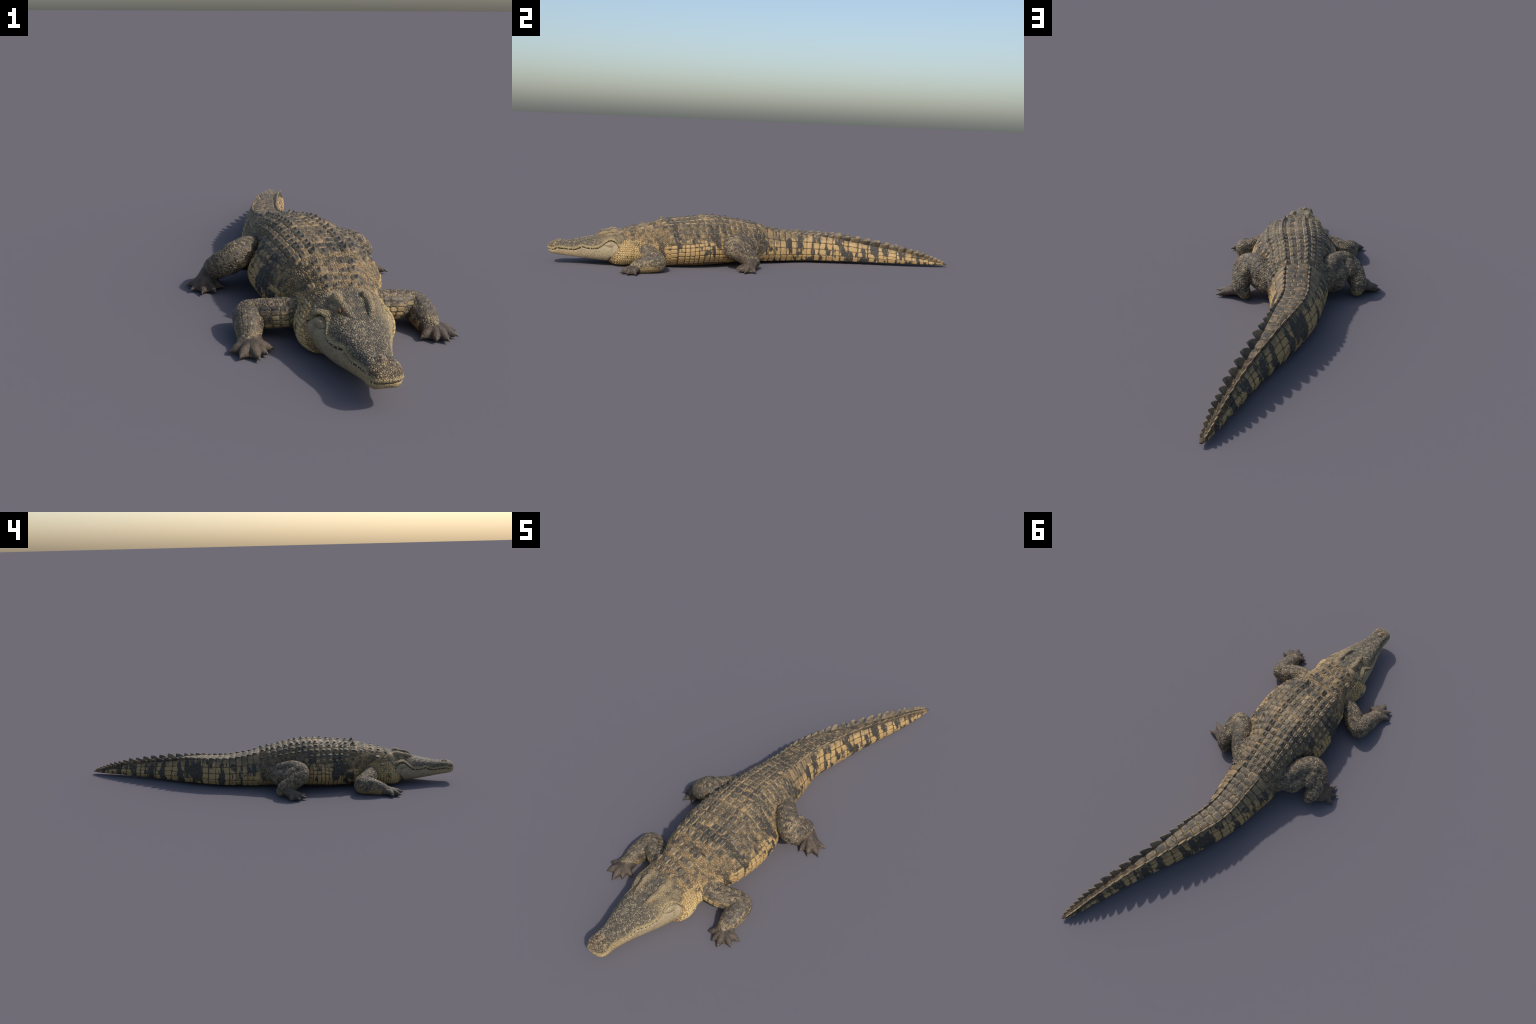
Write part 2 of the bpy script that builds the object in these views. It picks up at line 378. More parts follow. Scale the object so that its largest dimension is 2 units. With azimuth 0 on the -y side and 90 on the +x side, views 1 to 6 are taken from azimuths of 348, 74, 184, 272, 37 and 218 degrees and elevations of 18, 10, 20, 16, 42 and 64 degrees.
def relief_group():
    g = bpy.data.node_groups.new("scale_relief", "GeometryNodeTree")
    g.interface.new_socket("Geometry", in_out="INPUT", socket_type="NodeSocketGeometry")
    g.interface.new_socket("Geometry", in_out="OUTPUT", socket_type="NodeSocketGeometry")
    N_ = g.nodes.new; L = g.links.new
    gi, go = N_("NodeGroupInput"), N_("NodeGroupOutput")
    pos, nor, sp = N_("GeometryNodeInputPosition"), N_("GeometryNodeInputNormal"), N_("GeometryNodeSetPosition")
    amt, cel = N_("GeometryNodeInputNamedAttribute"), N_("GeometryNodeInputNamedAttribute")
    amt.inputs["Name"].default_value, cel.inputs["Name"].default_value = "relief", "cell"
    vor = N_("ShaderNodeTexVoronoi"); vor.feature = "DISTANCE_TO_EDGE"
    mr = N_("ShaderNodeMapRange"); mr.interpolation_type = "SMOOTHSTEP"
    mr.inputs["From Min"].default_value, mr.inputs["From Max"].default_value = 0.0, 0.32
    mr.inputs["To Min"].default_value, mr.inputs["To Max"].default_value = -0.6, 0.6
    mul, sc = N_("ShaderNodeMath"), N_("ShaderNodeVectorMath")
    mul.operation, sc.operation = "MULTIPLY", "SCALE"
    L(pos.outputs[0], vor.inputs["Vector"]); L(cel.outputs[0], vor.inputs["Scale"])
    L(vor.outputs["Distance"], mr.inputs["Value"]); L(mr.outputs[0], mul.inputs[0]); L(amt.outputs[0], mul.inputs[1])
    L(nor.outputs[0], sc.inputs[0]); L(mul.outputs[0], sc.inputs["Scale"])
    L(gi.outputs[0], sp.inputs["Geometry"]); L(sc.outputs[0], sp.inputs["Offset"]); L(sp.outputs[0], go.inputs[0])
    return g
tmp = link(bpy.data.objects.new("skin_work", skin))
md = tmp.modifiers.new("relief", "NODES"); md.node_group = relief_group()
skin2 = evaluated(tmp)
bpy.data.objects.remove(tmp)
for a in ("relief", "cell"):
    if a in skin2.attributes:
        skin2.attributes.remove(skin2.attributes[a])
skin = skin2
skin.vertices.foreach_get("co", (buf := np.empty(N * 3, np.float32))); co = buf.reshape(-1, 3).copy()
skin.vertices.foreach_get("normal", (buf := np.empty(N * 3, np.float32))); no = buf.reshape(-1, 3).copy()
co[:, 2] = np.maximum(co[:, 2], 0.0)

# ================================================================ materials
class Nodes:
    def __init__(self, name):
        self.mat = bpy.data.materials.new(name); self.mat.use_nodes = True
        self.t = self.mat.node_tree; self.b = self.t.nodes["Principled BSDF"]
    def new(self, kind, **kw):
        n = self.t.nodes.new(kind)
        for k, v in kw.items():
            setattr(n, k, v)
        return n
    def put(self, sock, val):
        if isinstance(val, bpy.types.NodeSocket):
            self.t.links.new(val, sock)
        elif isinstance(val, (tuple, list)) and len(val) == 3 and sock.type == "RGBA":
            sock.default_value = (*val, 1)
        else:
            sock.default_value = val
    def math(self, op, a, b=0.0, clamp=False):
        n = self.new("ShaderNodeMath", operation=op, use_clamp=clamp)
        self.put(n.inputs[0], a); self.put(n.inputs[1], b)
        return n.outputs[0]
    def step(self, v, lo, hi, a=0.0, b=1.0):
        n = self.new("ShaderNodeMapRange", interpolation_type="SMOOTHSTEP")
        for s, x in zip(("Value", "From Min", "From Max", "To Min", "To Max"), (v, lo, hi, a, b)):
            self.put(n.inputs[s], x)
        return n.outputs[0]
    def mix(self, f, a, b, blend="MIX"):
        n = self.new("ShaderNodeMix", data_type="RGBA", blend_type=blend)
        self.put(n.inputs[0], f); self.put(n.inputs[6], a); self.put(n.inputs[7], b)
        return n.outputs[2]
    def position(self):
        return self.new("ShaderNodeNewGeometry").outputs["Position"]
    def object_co(self):
        return self.new("ShaderNodeTexCoord").outputs["Object"]
    def xyz(self, v):
        n = self.new("ShaderNodeSeparateXYZ"); self.put(n.inputs[0], v)
        return n.outputs
    def stretch(self, v, s, loc=(0, 0, 0), rot=(0, 0, 0)):
        n = self.new("ShaderNodeMapping"); self.put(n.inputs["Vector"], v)
        n.inputs["Scale"].default_value = s; n.inputs["Location"].default_value = loc; n.inputs["Rotation"].default_value = rot
        return n.outputs[0]
    def noise(self, v, scale, detail=3.0, rough=0.55):
        n = self.new("ShaderNodeTexNoise"); self.put(n.inputs["Vector"], v)
        n.inputs["Scale"].default_value = scale; n.inputs["Detail"].default_value = detail; n.inputs["Roughness"].default_value = rough
        return n.outputs["Fac"]
    def cells(self, v, scale, feature="DISTANCE_TO_EDGE", rnd=1.0):
        n = self.new("ShaderNodeTexVoronoi", feature=feature); self.put(n.inputs["Vector"], v)
        n.inputs["Scale"].default_value = scale; n.inputs["Randomness"].default_value = rnd
        return n
    def curve(self, v, pts, lo, hi, vlo, vhi):
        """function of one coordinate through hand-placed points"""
        t = self.new("ShaderNodeMapRange"); self.put(t.inputs["Value"], v)
        t.inputs["From Min"].default_value, t.inputs["From Max"].default_value = lo, hi
        c = self.new("ShaderNodeFloatCurve"); self.put(c.inputs["Value"], t.outputs[0])
        cv = c.mapping.curves[0]
        P = [((x - lo) / (hi - lo), (y - vlo) / (vhi - vlo)) for x, y in pts]
        cv.points[0].location, cv.points[1].location = P[0], P[-1]
        for p in P[1:-1]:
            cv.points.new(*p)
        for p in cv.points:
            p.handle_type = "VECTOR"
        c.mapping.update()
        o = self.math("MULTIPLY", c.outputs[0], vhi - vlo)
        return self.math("ADD", o, vlo)
    def bump(self, h, strength, dist, prev=None):
        n = self.new("ShaderNodeBump"); self.put(n.inputs["Height"], h)
        n.inputs["Strength"].default_value = strength; n.inputs["Distance"].default_value = dist
        if prev is not None:
            self.put(n.inputs["Normal"], prev)
        return n.outputs[0]
    def finish(self, col, rough=0.62, normal=None, spec=0.35):
        self.put(self.b.inputs["Base Color"], col); self.put(self.b.inputs["Roughness"], rough)
        self.b.inputs["Specular IOR Level"].default_value = spec
        if normal is not None:
            self.put(self.b.inputs["Normal"], normal)
        return self.mat

DARK = (0.038, 0.036, 0.032); GREY = (0.130, 0.103, 0.068); TAN = (0.37, 0.25, 0.118); PALE = (0.44, 0.275, 0.103); CREAM = (0.50, 0.350, 0.155); CRACK = (0.055, 0.040, 0.022)

# height up to which the pale side scales reach, by station
PALE_TO = [(-0.75, 0.11), (-0.66, 0.125), (-0.58, 0.125), (-0.50, 0.115), (-0.43, 0.112), (-0.35, 0.128), (-0.25, 0.130), (-0.15, 0.116), (0.0, 0.088), (0.1, 0.105), (0.22, 0.124), (0.32, 0.130), (0.45, 0.118), (0.6, 0.092), (0.8, 0.056), (0.9, 0.035), (1.0, 0.01)]

def body_colour(g, p, shoulder=1.0, own=None):
    """colour of the trunk by place: grey-brown back, tan shoulders, pale flanks with dark blotches, barred tail"""
    X, Y, Z = g.xyz(p)
    big = g.noise(p, 14, 3); mid = g.noise(p, 45, 4); fine = g.noise(p, 210, 3)
    back = g.mix(g.step(mid, 0.35, 0.68), GREY, TAN)
    back = g.mix(g.step(big, 0.40, 0.62, 0.65, 0.0), back, (0.085, 0.070, 0.049))
    tanzone = g.math("MULTIPLY", g.step(Y, -0.36, -0.50), g.step(Y, -0.68, -0.62))
    tanzone = g.math("MULTIPLY", tanzone, g.step(big, 0.30, 0.50, 0.35, 1.0))
    back = g.mix(g.math("MULTIPLY", tanzone, g.step(mid, 0.36, 0.62, 0.0, shoulder)), back, (0.36, 0.240, 0.112))
    lim = g.curve(Y, PALE_TO, -0.75, 1.0, 0.0, 0.15)
    d = g.math("SUBTRACT", lim, Z)
    d = g.math("ADD", d, g.math("MULTIPLY", g.math("SUBTRACT", mid, 0.5), 0.05))
    pale = g.mix(g.step(mid, 0.35, 0.7), PALE, CREAM)
    pale = g.mix(g.step(big, 0.5, 0.75, 0.0, 0.6), pale, (0.46, 0.29, 0.105))
    col = g.mix(g.step(d, -0.012, 0.016), back, pale)
    # dark blotches: ragged uprights on the flanks, whole rings further down the tail
    tail = g.step(Y, -0.02, 0.12)
    bars = g.noise(g.stretch(p, (5, 27, 8)), 1.0, 2.5, 0.6)
    broad = g.noise(g.stretch(p, (5, 17, 7.5), (3.1, 0.4, 0.2), (0.35, 0, 0)), 1.0, 2.5, 0.6)
    bars = g.math("ADD", g.math("MULTIPLY", bars, tail), g.math("MULTIPLY", broad, g.math("SUBTRACT", 1.0, tail)))
    wave = g.math("SINE", g.math("ADD", g.math("MULTIPLY", g.math("SUBTRACT", Y, 0.474), TAU / 0.092), 1.57))
    bars = g.math("ADD", bars, g.math("MULTIPLY", wave, g.step(Y, 0.36, 0.48, 0.0, 0.085)))
    thr = g.math("SUBTRACT", 0.528, g.math("MULTIPLY", tail, 0.030))
    low = g.step(Z, 0.075, 0.030)
    thr = g.math("ADD", thr, g.math("MULTIPLY", low, g.math("SUBTRACT", 0.09, g.math("MULTIPLY", tail, 0.055))))
    thr = g.math("ADD", thr, g.step(Y, -0.46, -0.54, 0.0, 0.10))
    thr = g.math("ADD", thr, g.math("MULTIPLY", g.step(Z, 0.165, 0.195), 0.05))
    thr = g.math("ADD", thr, g.math("MULTIPLY", g.step(d, 0.002, -0.018), g.math("MULTIPLY", tail, 0.14)))
    if own is not None:      # single plates break the edges of the blotches
        thr = g.math("ADD", thr, g.math("MULTIPLY", g.math("SUBTRACT", own, 0.42), 0.11))
    blot = g.step(g.math("SUBTRACT", g.math("ADD", bars, g.math("MULTIPLY", g.math("SUBTRACT", mid, 0.5), 0.20)), thr), -0.02, 0.045)
    col = g.mix(g.math("MULTIPLY", blot, 0.92), col, DARK)
    col = g.mix(g.step(fine, 0.35, 0.65, 0.22, 0.0), col, (0.09, 0.07, 0.05))
    return col, (X, Y, Z), mid, fine, blot

def hide_material():
    g = Nodes("hide"); p = g.object_co()
    col, (X, Y, Z), mid, fine, blot = body_colour(g, p)
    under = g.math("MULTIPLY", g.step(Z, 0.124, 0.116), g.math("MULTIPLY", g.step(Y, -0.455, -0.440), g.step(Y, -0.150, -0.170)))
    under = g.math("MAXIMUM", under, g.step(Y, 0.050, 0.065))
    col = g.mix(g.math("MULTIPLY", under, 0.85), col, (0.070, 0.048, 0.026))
    e = g.cells(p, CELL["hide"]).outputs["Distance"]
    rnd = g.xyz(g.cells(p, CELL["hide"], "F1").outputs["Color"])[0]
    col = g.mix(g.step(rnd, 0.55, 0.95, 0.0, 0.45), col, TAN)
    col = g.mix(g.step(rnd, 0.35, 0.05, 0.0, 0.45), col, DARK)
    col = g.mix(g.step(e, 0.16, 0.02, 0.0, 0.65), col, CRACK)
    n = g.bump(g.noise(p, 420, 3), 0.35, 0.002)
    n = g.bump(g.step(e, 0.0, 0.2), 0.5, 0.003, n)
    return g.finish(col, 0.62, n)

def scale_material(name, rim=0.0, crack=0.0):
    """plates lying on the body: body colour by place, own rim, own tone"""
    g = Nodes(name); p = g.position()
    own = g.new("ShaderNodeObjectInfo").outputs["Random"]
    col, (X, Y, Z), mid, fine, blot = body_colour(g, p, 0.3 if rim else 1.0, own)
    l = g.object_co(); lx, ly, lz = g.xyz(l)
    r = g.math("MAXIMUM", g.math("ABSOLUTE", lx), g.math("ABSOLUTE", ly))
    if rim:
        col = g.mix(g.step(own, 0.5, 1.0, 0.0, 0.35), col, DARK)
        middle = g.math("MULTIPLY", g.step(r, 0.88, 0.35), g.step(own, 0.0, 1.0, 0.35, 0.95))
        col = g.mix(middle, col, (0.056, 0.049, 0.039))
        ridge = g.math("MULTIPLY", g.step(lz, 0.60, 0.95), g.step(fine, 0.35, 0.6))
        col = g.mix(g.math("MULTIPLY", ridge, 0.5), col, (0.32, 0.235, 0.13))
        band = g.math("MULTIPLY", g.step(r, 0.72, 0.90), g.step(mid, 0.36, 0.54))
        col = g.mix(g.math("MULTIPLY", band, rim), col, (0.40, 0.29, 0.15))
    else:
        col = g.mix(g.step(own, 0.0, 1.0, 0.0, 0.42), col, (0.30, 0.195, 0.085))
        col = g.mix(g.math("MULTIPLY", blot, 0.92), col, DARK)
    col = g.mix(g.step(r, 0.90, 1.0, 0.0, 0.8), col, CRACK)
    n = g.bump(g.noise(p, 350, 4), 0.4, 0.002)
    return g.finish(col, 0.55, n)

def limb_material():
    g = Nodes("limb_hide"); p = g.object_co(); X, Y, Z = g.xyz(p)
    big = g.noise(p, 22, 3); mid = g.noise(p, 60, 4); fine = g.noise(p, 260, 3)
    e = g.cells(p, CELL["limb"]).outputs["Distance"]
    rnd = g.xyz(g.cells(p, CELL["limb"], "F1").outputs["Color"])[0]
    col = g.mix(g.step(big, 0.35, 0.65), (0.064, 0.051, 0.038), (0.130, 0.097, 0.062))
    fleck = g.math("MULTIPLY", g.step(rnd, 0.66, 0.80), g.step(mid, 0.30, 0.60))
    col = g.mix(g.math("MULTIPLY", fleck, 0.65), col, (0.36, 0.27, 0.155))
    col = g.mix(g.step(rnd, 0.30, 0.10, 0.0, 0.6), col, (0.045, 0.043, 0.040))
    net = g.math("MULTIPLY", g.step(e, 0.15, 0.04), g.step(mid, 0.38, 0.56))
    col = g.mix(g.math("MULTIPLY", net, 0.75), col, (0.33, 0.25, 0.145))
    col = g.mix(g.math("MULTIPLY", g.step(e, 0.07, 0.01), g.step(mid, 0.55, 0.40)), col, (0.035, 0.030, 0.025))
    lim = g.math("ADD", 0.026, g.math("MULTIPLY", g.math("SUBTRACT", big, 0.5), 0.05))
    col = g.mix(g.step(g.math("SUBTRACT", Z, lim), 0.010, -0.012, 0.0, 0.8), col, (0.34, 0.235, 0.095))
    n = g.bump(fine, 0.4, 0.002)
    n = g.bump(g.step(e, 0.0, 0.2), 0.5, 0.003, n)
    return g.finish(col, 0.60, n)

def foot_material():
    g = Nodes("foot_hide"); p = g.object_co(); X, Y, Z = g.xyz(p)
    big = g.noise(p, 35, 3); mid = g.noise(p, 120, 4)
    e = g.cells(p, 230).outputs["Distance"]
    col = g.mix(g.step(big, 0.35, 0.65), (0.058, 0.044, 0.034), (0.120, 0.088, 0.061))
    col = g.mix(g.step(mid, 0.58, 0.75, 0.0, 0.6), col, (0.26, 0.19, 0.12))
    col = g.mix(g.step(e, 0.08, 0.01, 0.0, 0.5), col, (0.035, 0.028, 0.022))
    n = g.bump(g.step(e, 0.0, 0.2), 0.4, 0.002)
    return g.finish(col, 0.6, n)

def head_material():
    g = Nodes("head_hide"); p = g.object_co(); X, Y, Z = g.xyz(p)
    big = g.noise(p, 20, 3); mid = g.noise(p, 70, 4); fine = g.noise(p, 300, 3)
    e = g.cells(p, CELL["head"]).outputs["Distance"]
    rnd = g.xyz(g.cells(p, CELL["head"], "F1").outputs["Color"])[0]
    top = g.mix(g.step(rnd, 0.2, 0.9), (0.125, 0.101, 0.069), (0.36, 0.285, 0.182))
    top = g.mix(g.step(mid, 0.60, 0.38, 0.0, 0.6), top, (0.080, 0.072, 0.058))
    tip = g.step(Y, -0.935, -0.965)
    top = g.mix(g.math("MULTIPLY", tip, 0.55), top, g.mix(g.step(rnd, 0.2, 0.8), (0.15, 0.10, 0.06), (0.40, 0.28, 0.14)))
    rear = g.step(Y, -0.76, -0.70)
    top = g.mix(g.math("MULTIPLY", rear, 0.7), top, g.mix(g.step(mid, 0.38, 0.62), (0.12, 0.100, 0.072), (0.34, 0.25, 0.135)))
    sidez = g.math("MULTIPLY", g.step(Z, 0.150, 0.125), g.step(Y, -0.80, -0.74))
    top = g.mix(g.math("MULTIPLY", sidez, g.step(mid, 0.30, 0.55, 0.2, 0.75)), top, (0.31, 0.235, 0.130))
    top = g.mix(g.step(e, 0.11, 0.02, 0.0, 0.75), top, (0.045, 0.038, 0.030))
    nd = g.new("ShaderNodeVectorMath", operation="DISTANCE"); g.put(nd.inputs[0], p); nd.inputs[1].default_value = (-0.004, -0.949, 0.112)
    top = g.mix(g.step(nd.outputs["Value"], 0.017, 0.013, 0.0, 0.7), top, g.mix(g.step(mid, 0.4, 0.6), (0.20, 0.14, 0.09), (0.38, 0.28, 0.18)))
    for dx in (-0.010, 0.002):
        nd = g.new("ShaderNodeVectorMath", operation="DISTANCE"); g.put(nd.inputs[0], p); nd.inputs[1].default_value = (dx, -0.951, 0.112)
        top = g.mix(g.step(nd.outputs["Value"], 0.0048, 0.0025, 0.0, 0.85), top, (0.05, 0.036, 0.026))
    for ex in (0.0455, -0.0355):
        nd = g.new("ShaderNodeVectorMath", operation="DISTANCE"); g.put(nd.inputs[0], p); nd.inputs[1].default_value = (ex, -0.743, 0.1425)
        top = g.mix(g.step(nd.outputs["Value"], 0.017, 0.009, 0.0, 0.75), top, g.mix(g.step(mid, 0.35, 0.6), (0.20, 0.125, 0.055), (0.42, 0.28, 0.12)))
    XO = g.math("ABSOLUTE", g.math("SUBTRACT", X, 0.011))
    brow = g.math("MULTIPLY", g.math("MULTIPLY", g.step(XO, 0.024, 0.034), g.step(XO, 0.060, 0.048)), g.math("MULTIPLY", g.step(Y, -0.790, -0.765), g.step(Z, 0.132, 0.150)))
    top = g.mix(g.math("MULTIPLY", brow, g.step(mid, 0.2, 0.5, 0.2, 0.8)), top, (0.36, 0.265, 0.145))
    midline = g.math("MULTIPLY", g.step(XO, 0.026, 0.012), g.math("MULTIPLY", g.step(Y, -0.80, -0.76), g.step(mid, 0.65, 0.45)))
    top = g.mix(g.math("MULTIPLY", midline, 0.6), top, (0.085, 0.078, 0.064))
    lipz = g.curve(Y, list(zip(LIP_Y, LIP_Z)), LIP_Y[0], LIP_Y[-1], 0.06, 0.12)
    d = g.math("SUBTRACT", Z, lipz)
    lipband = g.math("MULTIPLY", g.step(d, 0.019, 0.007), g.step(mid, 0.15, 0.45, 0.35, 1.0))
    top = g.mix(g.math("MULTIPLY", lipband, 0.75), top, (0.46, 0.35, 0.17))
    jaw = g.mix(g.step(mid, 0.35, 0.65), (0.29, 0.225, 0.130), (0.385, 0.305, 0.185))
    jaw = g.mix(g.step(Y, -0.82, -0.93, 0.0, 0.75), jaw, (0.44, 0.315, 0.15))
    jaw = g.mix(g.step(big, 0.48, 0.68, 0.0, 0.5), jaw, (0.27, 0.205, 0.115))
    jaw = g.mix(g.step(mid, 0.55, 0.72, 0.0, 0.55), jaw, (0.24, 0.19, 0.115))
    je = g.cells(p, 150).outputs["Distance"]
    jaw = g.mix(g.step(je, 0.07, 0.01, 0.0, 0.6), jaw, (0.18, 0.13, 0.075))
    col = g.mix(g.step(d, 0.0015, -0.0015), top, jaw)
    dd = g.math("DIVIDE", 1.0, g.step(Y, -0.993, -0.970, 0.42, 1.0))
    dd = g.math("MULTIPLY", dd, g.math("ABSOLUTE", g.math("ADD", d, g.math("MULTIPLY", g.math("SUBTRACT", mid, 0.5), 0.004))))
    col = g.mix(g.step(dd, 0.0030, 0.0012), col, (0.030, 0.020, 0.012))
    cz = g.math("SUBTRACT", 0.099, g.math("MULTIPLY", g.math("ADD", Y, 0.745), 0.10))
    cz = g.math("SUBTRACT", cz, g.math("MULTIPLY", g.math("SINE", g.math("MULTIPLY", g.math("ADD", Y, 0.745), 60.0)), 0.006))
    crease = g.math("MULTIPLY", g.step(g.math("ABSOLUTE", g.math("SUBTRACT", Z, cz)), 0.0026, 0.0008), g.math("MULTIPLY", g.step(Y, -0.752, -0.745), g.step(Y, -0.698, -0.706)))
    col = g.mix(g.math("MULTIPLY", crease, 0.65), col, (0.14, 0.095, 0.045))
    n = g.bump(fine, 0.35, 0.002)
    n = g.bump(g.math("MULTIPLY", g.step(e, 0.0, 0.25), g.step(d, -0.002, 0.002)), 0.7, 0.003, n)
    n = g.bump(g.math("MULTIPLY", g.step(je, 0.0, 0.15), g.step(d, 0.002, -0.002)), 0.5, 0.002, n)
    return g.finish(col, 0.55, n)

def plain(name, c1, c2, scale, rough=0.5, local=False):
    g = Nodes(name); p = g.object_co() if local else g.position()
    col = g.mix(g.step(g.noise(p, scale, 4), 0.35, 0.65), c1, c2)
    return g.finish(col, rough, g.bump(g.noise(p, scale * 4, 3), 0.25, 0.002))

HIDE, LIMB, FOOT, HEADM = hide_material(), limb_material(), foot_material(), head_material()
SCUTE_M = scale_material("back_scute_horn", rim=0.7)
SIDE_M = scale_material("side_scale_horn")
CLAW_M = plain("claw_horn", (0.045, 0.038, 0.032), (0.11, 0.085, 0.06), 160, 0.4)
TOOTH_M = plain("tooth_enamel", (0.52, 0.42, 0.25), (0.62, 0.54, 0.36), 200, 0.35)
EYE_M = plain("eye_amber", (0.09, 0.045, 0.02), (0.24, 0.12, 0.045), 320, 0.15)

# ============================================================ body part meshes
root = link(bpy.data.objects.new("crocodile", None))
root["label"] = "large tan and grey crocodile lying flat with ridged back"
root["category"] = "crocodile"

npoly = len(skin.polygons)
quads = np.empty(len(skin.loops), np.int32); skin.loops.foreach_get("vertex_index", quads)
tot = np.empty(npoly, np.int32); skin.polygons.foreach_get("loop_total", tot)
start = np.concatenate([[0], np.cumsum(tot)[:-1]])
pl = label[quads[start]]
LOOKS = {"torso": HIDE, "tail": HIDE, "neck": HIDE, "head": HEADM, "forelimb": LIMB, "hindlimb": LIMB, "hand": FOOT, "foot": FOOT}
PART = {}
for k, full in enumerate(PARTS):
    kind = full.split("_")[0]
    sel = np.nonzero(pl == k)[0]
    if not len(sel):
        continue
    idx = [quads[start[i]:start[i] + tot[i]] for i in sel]
    flat = np.concatenate(idx); used, inv = np.unique(flat, return_inverse=True)
    me = bpy.data.meshes.new(kind)
    me.vertices.add(len(used)); me.vertices.foreach_set("co", co[used].astype(np.float32).ravel())
    me.loops.add(len(flat)); me.loops.foreach_set("vertex_index", inv.astype(np.int32))
    me.polygons.add(len(sel)); lt = tot[sel]
    me.polygons.foreach_set("loop_start", np.concatenate([[0], np.cumsum(lt)[:-1]]).astype(np.int32))
    me.update(calc_edges=True); me.validate()
    me.polygons.foreach_set("use_smooth", np.ones(len(sel), bool))
    me.normals_split_custom_set_from_vertices([tuple(v) for v in no[used]])
    me.materials.append(LOOKS[kind])
    PART[full] = link(bpy.data.objects.new(kind, me), root)
bpy.data.meshes.remove(skin)

# ================================================================ plates
def grid_mesh(name, n, fn, mat):
    """square sheet of n x n quads shaped by fn(u, v) -> (x, y, z), with a skirt sunk into the skin"""
    V = []; F = []
    for j in range(n + 1):
        for i in range(n + 1):
            V.append(fn(-1 + 2 * i / n, -1 + 2 * j / n))
    for j in range(n):
        for i in range(n):
            a = j * (n + 1) + i
            F.append((a, a + 1, a + n + 2, a + n + 1))
    me = new_mesh(name, V, F); me.materials.append(mat)
    me.polygons.foreach_set("use_smooth", np.ones(len(F), bool))
    return me

def round_square(u, v, p=5.0):
    r = max(abs(u), abs(v))
    if r == 0:
        return 0, 0, 0
    q = (abs(u / r) ** p + abs(v / r) ** p) ** (1 / p)
    return u / q, v / q, r

def scute_fn(seed, keel=1.0):
    rr = random.Random(seed); a, b, c = (rr.uniform(0, 6) for _ in range(3)); peak = rr.uniform(0.15, 0.4)
    def fn(u, v):      # u across, v along the body (v = 1 to the rear)
        x, y, r = round_square(u, v, 4.0)
        base = 0.34 * (1 - max(0, (r - 0.62) / 0.38) ** 2.2) if r > 0.62 else 0.34
        ramp = smoothstep(-0.85, peak, v) * (1 - smoothstep(peak, 0.92, v) * 0.9)
        k = math.exp(-(u / 0.27) ** 2) * ramp * (1 - smoothstep(0.7, 1, r))
        wob = 0.05 * math.sin(3 * x + a) * math.sin(4 * y + b)
        z = base + 0.66 * keel * float(k) + wob * (1 - r)
        if r > 0.999:
            z = -0.35
        return x, y * (0.97 + 0.03 * math.sin(c)), z
    return fn

def plate_fn(seed, p=6.0):
    rr = random.Random(seed); a, b = rr.uniform(0, 6), rr.uniform(0, 6)
    def fn(u, v):
        x, y, r = round_square(u, v, p)
        z = 1 - max(0, (r - 0.55) / 0.45) ** 2.6 * 0.8 + 0.08 * math.sin(2.3 * x + a) * math.sin(2 * y + b)
        if r > 0.999:
            z = -1.2
        return x, y, z
    return fn

SCUTES = [grid_mesh("back_scute", 14, scute_fn(s), SCUTE_M) for s in range(8)]
ROUND = [grid_mesh("knob_scale", 12, scute_fn(40 + s, 0.8), SIDE_M) for s in range(4)]
TOPS = [grid_mesh("tail_top_scale", 10, scute_fn(60 + s, 0.35), SCUTE_M) for s in range(5)]
PLATES = [grid_mesh("side_scale", 10, plate_fn(s), SIDE_M) for s in range(8)]

def place(kind, me, centre, along, across, normal, height, parent, sink=0.0):
    """seat a plate: 'along' runs tailward, 'across' sideways, both half lengths"""
    ob = bpy.data.objects.new(kind, me)
    nn = normal.normalized()
    M = Matrix((across.to_4d(), along.to_4d(), (nn * height).to_4d(), (centre - nn * sink).to_4d())).transposed()
    for r in range(3):
        pass
    M[3][0] = M[3][1] = M[3][2] = 0.0; M[3][3] = 1.0
    ob.matrix_world = M
    link(ob, parent)
    return ob

def patch(y0, y1, a0, a1, kind, meshes, height, parent, fill=0.96, tilt=0.0, sink=0.0):
    ym, am = 0.5 * (y0 + y1), 0.5 * (a0 + a1)
    c = body_point(ym, am)
    al = (body_point(y1, am) - body_point(y0, am)) * 0.5 * fill
    ac = (body_point(ym, a1) - body_point(ym, a0)) * 0.5 * fill
    n = ac.cross(al)
    flat = 0.25 * (body_point(y0, am) + body_point(y1, am) + body_point(ym, a0) + body_point(ym, a1))
    nn = n.normalized()
    if nn.dot(c - Vector((pchip(BY, BODY[:, 1], ym), ym, 0.08))) < 0:
        ac = -ac; nn = -nn
    bulge = (c - flat).dot(nn)
    return place(kind, random.choice(meshes), c - nn * bulge * 0.5, al, ac, nn, height, parent, sink)

torso, tail, neck, head = PART["torso"], PART["tail"], PART["neck"], PART["head"]

